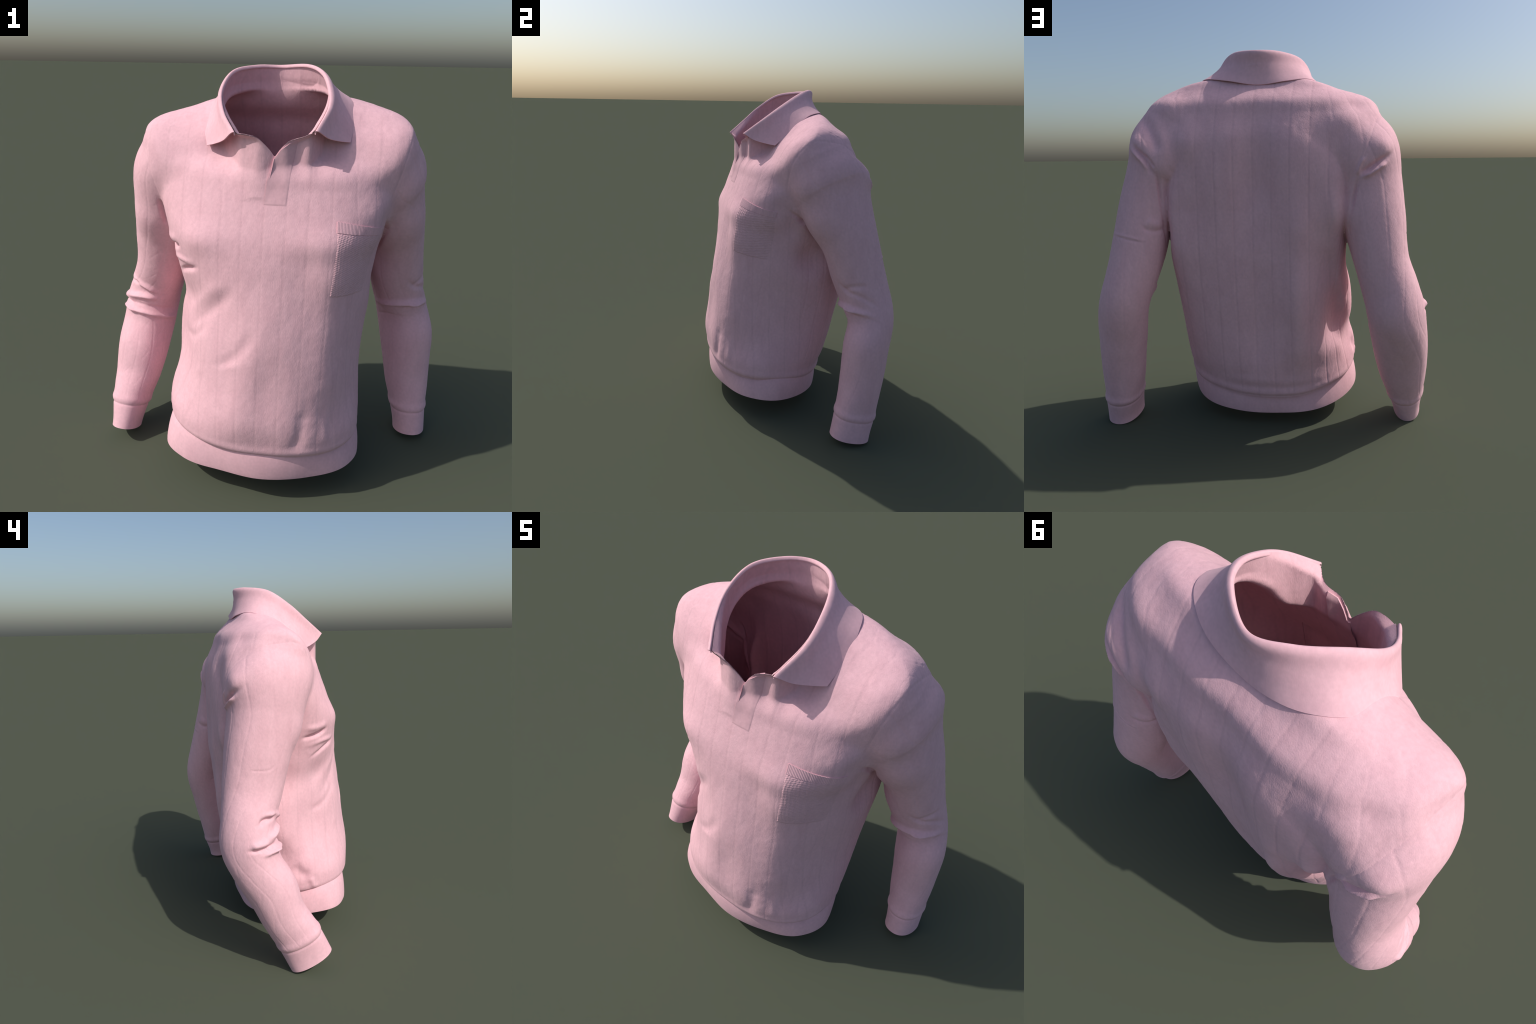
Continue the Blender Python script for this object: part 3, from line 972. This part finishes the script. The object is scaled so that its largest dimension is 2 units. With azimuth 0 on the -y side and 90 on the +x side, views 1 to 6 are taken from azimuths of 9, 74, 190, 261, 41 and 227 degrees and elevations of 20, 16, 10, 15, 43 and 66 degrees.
def strip_loop(sections, closed_profile=True):
    """Faces of a band made from closed cross-sections, capped at both ends."""
    n, m = sections.shape[:2]
    V = sections.reshape(-1, 3)
    F = []
    for i in range(n - 1):
        for j in range(m):
            k = (j + 1) % m
            F.append((i * m + j, (i + 1) * m + j, (i + 1) * m + k, i * m + k))
    return V, F, [tuple(range(m)), tuple(reversed(range((n - 1) * m, n * m)))]


def build_collar(root, mat):
    """Stand, fold and falling leaf as one thick band round the neck."""
    n = 160
    t = np.linspace(0, len(FOLD) - 1, n)
    fold = hermite(FOLD, np.arange(len(FOLD)), t)
    edge = hermite(EDGE, np.arange(len(EDGE)), t)
    th = .0050
    sections = []
    for i in range(n):
        f, e = fold[i], edge[i]
        w = i / (n - 1)
        endness = min(1, min(w, 1 - w) / .10)
        out = np.array([f[0] - NECK_C[0], f[1] - NECK_C[1], 0])
        out /= np.linalg.norm(out)
        # middle line of the cloth: hem inside, over the fold, down the leaf to the edge
        leaf = e - f
        down = leaf / np.linalg.norm(leaf)
        sag = -(out - down * (out @ down))
        up = np.array([0, 0, 1.])
        inner_hem = f - out * .0105 - up * .012
        inner = f - out * .0105 - up * .007
        top = f - out * .0045 - up * .0005
        fold_out = f + leaf * .08 + out * .0015 * endness
        mid1 = f + leaf * .35 + sag * .008 * endness - up * .013 * (1 - endness)
        mid2 = f + leaf * .7 + sag * .006 * endness - up * .009 * (1 - endness)
        line = np.array([inner_hem, inner, top, fold_out, mid1, mid2, e + out * .003 * endness])
        line = hermite(line, [0, 1, 1.8, 2.6, 3.6, 4.6, 5.6], np.linspace(0, 5.6, 34))
        tan = np.gradient(line, axis=0)
        tan /= np.linalg.norm(tan, axis=1)[:, None]
        along = fold[min(i + 1, n - 1)] - fold[max(i - 1, 0)]
        along /= np.linalg.norm(along)
        nor = np.cross(along, tan)
        nor /= np.linalg.norm(nor, axis=1)[:, None]
        half = th / 2
        A, B = line + nor * half, line - nor * half
        tipa = line[-1] + tan[-1] * half * .6
        tip0 = line[0] - tan[0] * half * .6
        sections.append(np.vstack([A, [tipa], B[::-1], [tip0]]))
    V, F, caps = strip_loop(np.array(sections))
    # ends: a strip of small faces across the cloth, so that the curved edge closes cleanly
    m, last = len(sections[0]), (n - 1) * len(sections[0])
    caps = []
    for j in range(33):
        caps.append((j, j + 1, m - 3 - j, m - 2 - j))
        caps.append((last + m - 2 - j, last + m - 3 - j, last + j + 1, last + j))
    for o, flip in ((0, 1), (last, -1)):
        caps.append(tuple(o + k for k in (33, 34, 35)[::flip]))
        caps.append(tuple(o + k for k in (m - 2, m - 1, 0)[::flip]))
    ob = make_object("collar", V, F + caps, mat, root)
    finish_normals(ob)
    return ob


def build_hem_band(root, mat):
    n = 240
    top, low = closed_line(HEM_TOP, n), closed_line(HEM_LOW, n)
    sections = []
    for a, b in zip(top, low):
        out = np.array([a[0] - HEM_C[0], a[1] - HEM_C[1], 0])
        out /= np.linalg.norm(out)
        t = np.linspace(0, 1, 14)[:, None]
        a2 = a + np.array([0, 0, .012]) - out * .007
        outer = a2 + (b - a2) * t + out * (.006 * np.sin(np.pi * t) + .003 * smoothstep(0, .2, t))
        outer[-1] += -out * .001
        inner = outer[::-1] - out * .008
        tip = (outer[-1] + inner[0]) / 2 - np.array([0, 0, .0012])
        sections.append(np.vstack([outer, [tip], inner]))
    S = np.array(sections + sections[:1])
    m = S.shape[1]
    V = S[:-1].reshape(-1, 3)
    F = []
    for i in range(n):
        for j in range(m):
            k, l = (j + 1) % m, (i + 1) % n
            F.append((i * m + j, i * m + k, l * m + k, l * m + j))
    ob = make_object("hem_band", V, F, mat, root)
    finish_normals(ob)


def finish_normals(ob, angle=40):
    import bmesh
    bm = bmesh.new()
    bm.from_mesh(ob.data)
    bmesh.ops.recalc_face_normals(bm, faces=bm.faces)
    for e in bm.edges:
        if len(e.link_faces) == 2 and e.calc_face_angle(0) > math.radians(angle):
            e.smooth = False
    bm.to_mesh(ob.data)
    bm.free()


def patch(name, root, mat, tree, corner, rows, cols, direction, lift, extra=None, sink=.004, soft=None):
    """A thin piece of cloth laid on the trunk: corner(u, v) gives points off the body."""
    d = Vector(direction).normalized()
    out = np.zeros((rows, cols, 3))
    for i in range(rows):
        for j in range(cols):
            p = corner(j / (cols - 1), i / (rows - 1))
            hit = tree.ray_cast(Vector(p) - d * 1.0, d)
            if hit[0] is not None and hit[0].y < .0:
                out[i, j] = hit[0]
            else:
                out[i, j] = out[i - 1, j]
    # smooth the landing so that the piece lies evenly
    for _ in range(3):
        a = out.copy()
        a[1:-1, 1:-1] = (out[:-2, 1:-1] + out[2:, 1:-1] + out[1:-1, :-2] + out[1:-1, 2:] + 2 * out[1:-1, 1:-1]) / 6
        out = a
    du, dv = np.gradient(out, axis=1), np.gradient(out, axis=0)
    N = np.cross(du, dv)
    N /= np.linalg.norm(N, axis=2)[..., None]
    if (N * np.array(d)).sum() > 0:
        N = -N
    u, v = np.linspace(0, 1, cols)[None, :], np.linspace(0, 1, rows)[:, None]
    W, Hh = np.linalg.norm(out[0, -1] - out[0, 0]), np.linalg.norm(out[-1, 0] - out[0, 0])
    edge = np.minimum(np.minimum(u, 1 - u) * W, np.minimum(v, 1 - v) * Hh) if soft else np.full((rows, cols), 1.)
    if soft == "right":
        edge = np.minimum((1 - u) * W + 0 * v, np.minimum(v, 1) * Hh + 0 * u)
    if soft == "pocket":
        # the far side of the pocket melts into the side of the trunk
        edge = np.minimum(np.minimum(u * W, (1 - u) * W * .12), np.minimum(v, 1 - v) * Hh)
    rise = lift * smoothstep(-.001, .006, edge)
    if extra is not None:
        rise = rise + extra(rows, cols)
    top = out + N * rise[..., None]
    bot = out - N * sink
    n = rows * cols
    V = np.vstack([top.reshape(-1, 3), bot.reshape(-1, 3)])
    idx = np.arange(n).reshape(rows, cols)
    F = []
    for i in range(rows - 1):
        for j in range(cols - 1):
            q = (idx[i, j], idx[i, j + 1], idx[i + 1, j + 1], idx[i + 1, j])
            F.append(q)
            F.append(tuple(int(x) + n for x in reversed(q)))
    ring = list(idx[0, :]) + list(idx[1:, -1]) + list(idx[-1, -2::-1]) + list(idx[-2:0, 0])
    for a, b in zip(ring, ring[1:] + ring[:1]):
        F.append((b, a, a + n, b + n))
    ob = make_object(name, V, [tuple(int(x) for x in f) for f in F], mat, root)
    finish_normals(ob, 50)
    return ob


def build_placket(root, mat, tree):
    def lip_z(x):
        return np.interp(x, LIP[4:, 0], LIP[4:, 2])

    def corner(u, v):
        x0 = np.interp(v, [0, .5, 1], [-.003, .006, .029])
        x1 = np.interp(v, [0, .5, 1], [.092, .103, .125])
        x = x0 + (x1 - x0) * u
        z = 1.447 + (lip_z(x) - .010 - 1.447) * v
        return (x, -.3, z)
    def over(rows, cols):
        u, v = np.linspace(0, 1, cols)[None, :], np.linspace(0, 1, rows)[:, None]
        return .0065 * v * (1 - u)**1.5
    patch("placket", root, mat, tree, corner, 70, 40, (0, 1, 0), .0013, soft="right", sink=.012, extra=over)


def build_pocket(root, knit, rib, tree):
    d = np.array([-.406, .914, 0])
    hdir = np.array([.914, .406, 0])

    def at(h, z):
        return hdir * h + np.array([0, 0, z])

    def bag(u, v):
        l = np.interp(v, [0, 1], [.116, .144])
        r = np.interp(v, [0, 1], [.318, .383])
        z0 = 1.072 - .029 * u
        z1 = 1.348 - .042 * u
        return at(l + (r - l) * u, z0 + (z1 - z0) * v)

    def ribs(rows, cols):
        j = np.arange(cols)
        return np.tile(.0004 * np.sin(j / (cols - 1) * 2 * np.pi * 38), (rows, 1))

    def band(u, v):
        l, r = .144 + .006 * v, .383 + .006 * v
        z0 = 1.348 - .042 * u
        return at(l + (r - l) * u, z0 + (.043 - .010 * u) * v)
    pocket = patch("pocket", root, knit, tree, bag, 100, 90, d, .0022, soft="pocket")
    patch("pocket_band", pocket, rib, tree, band, 10, 305, d, .0032, extra=ribs)


build()
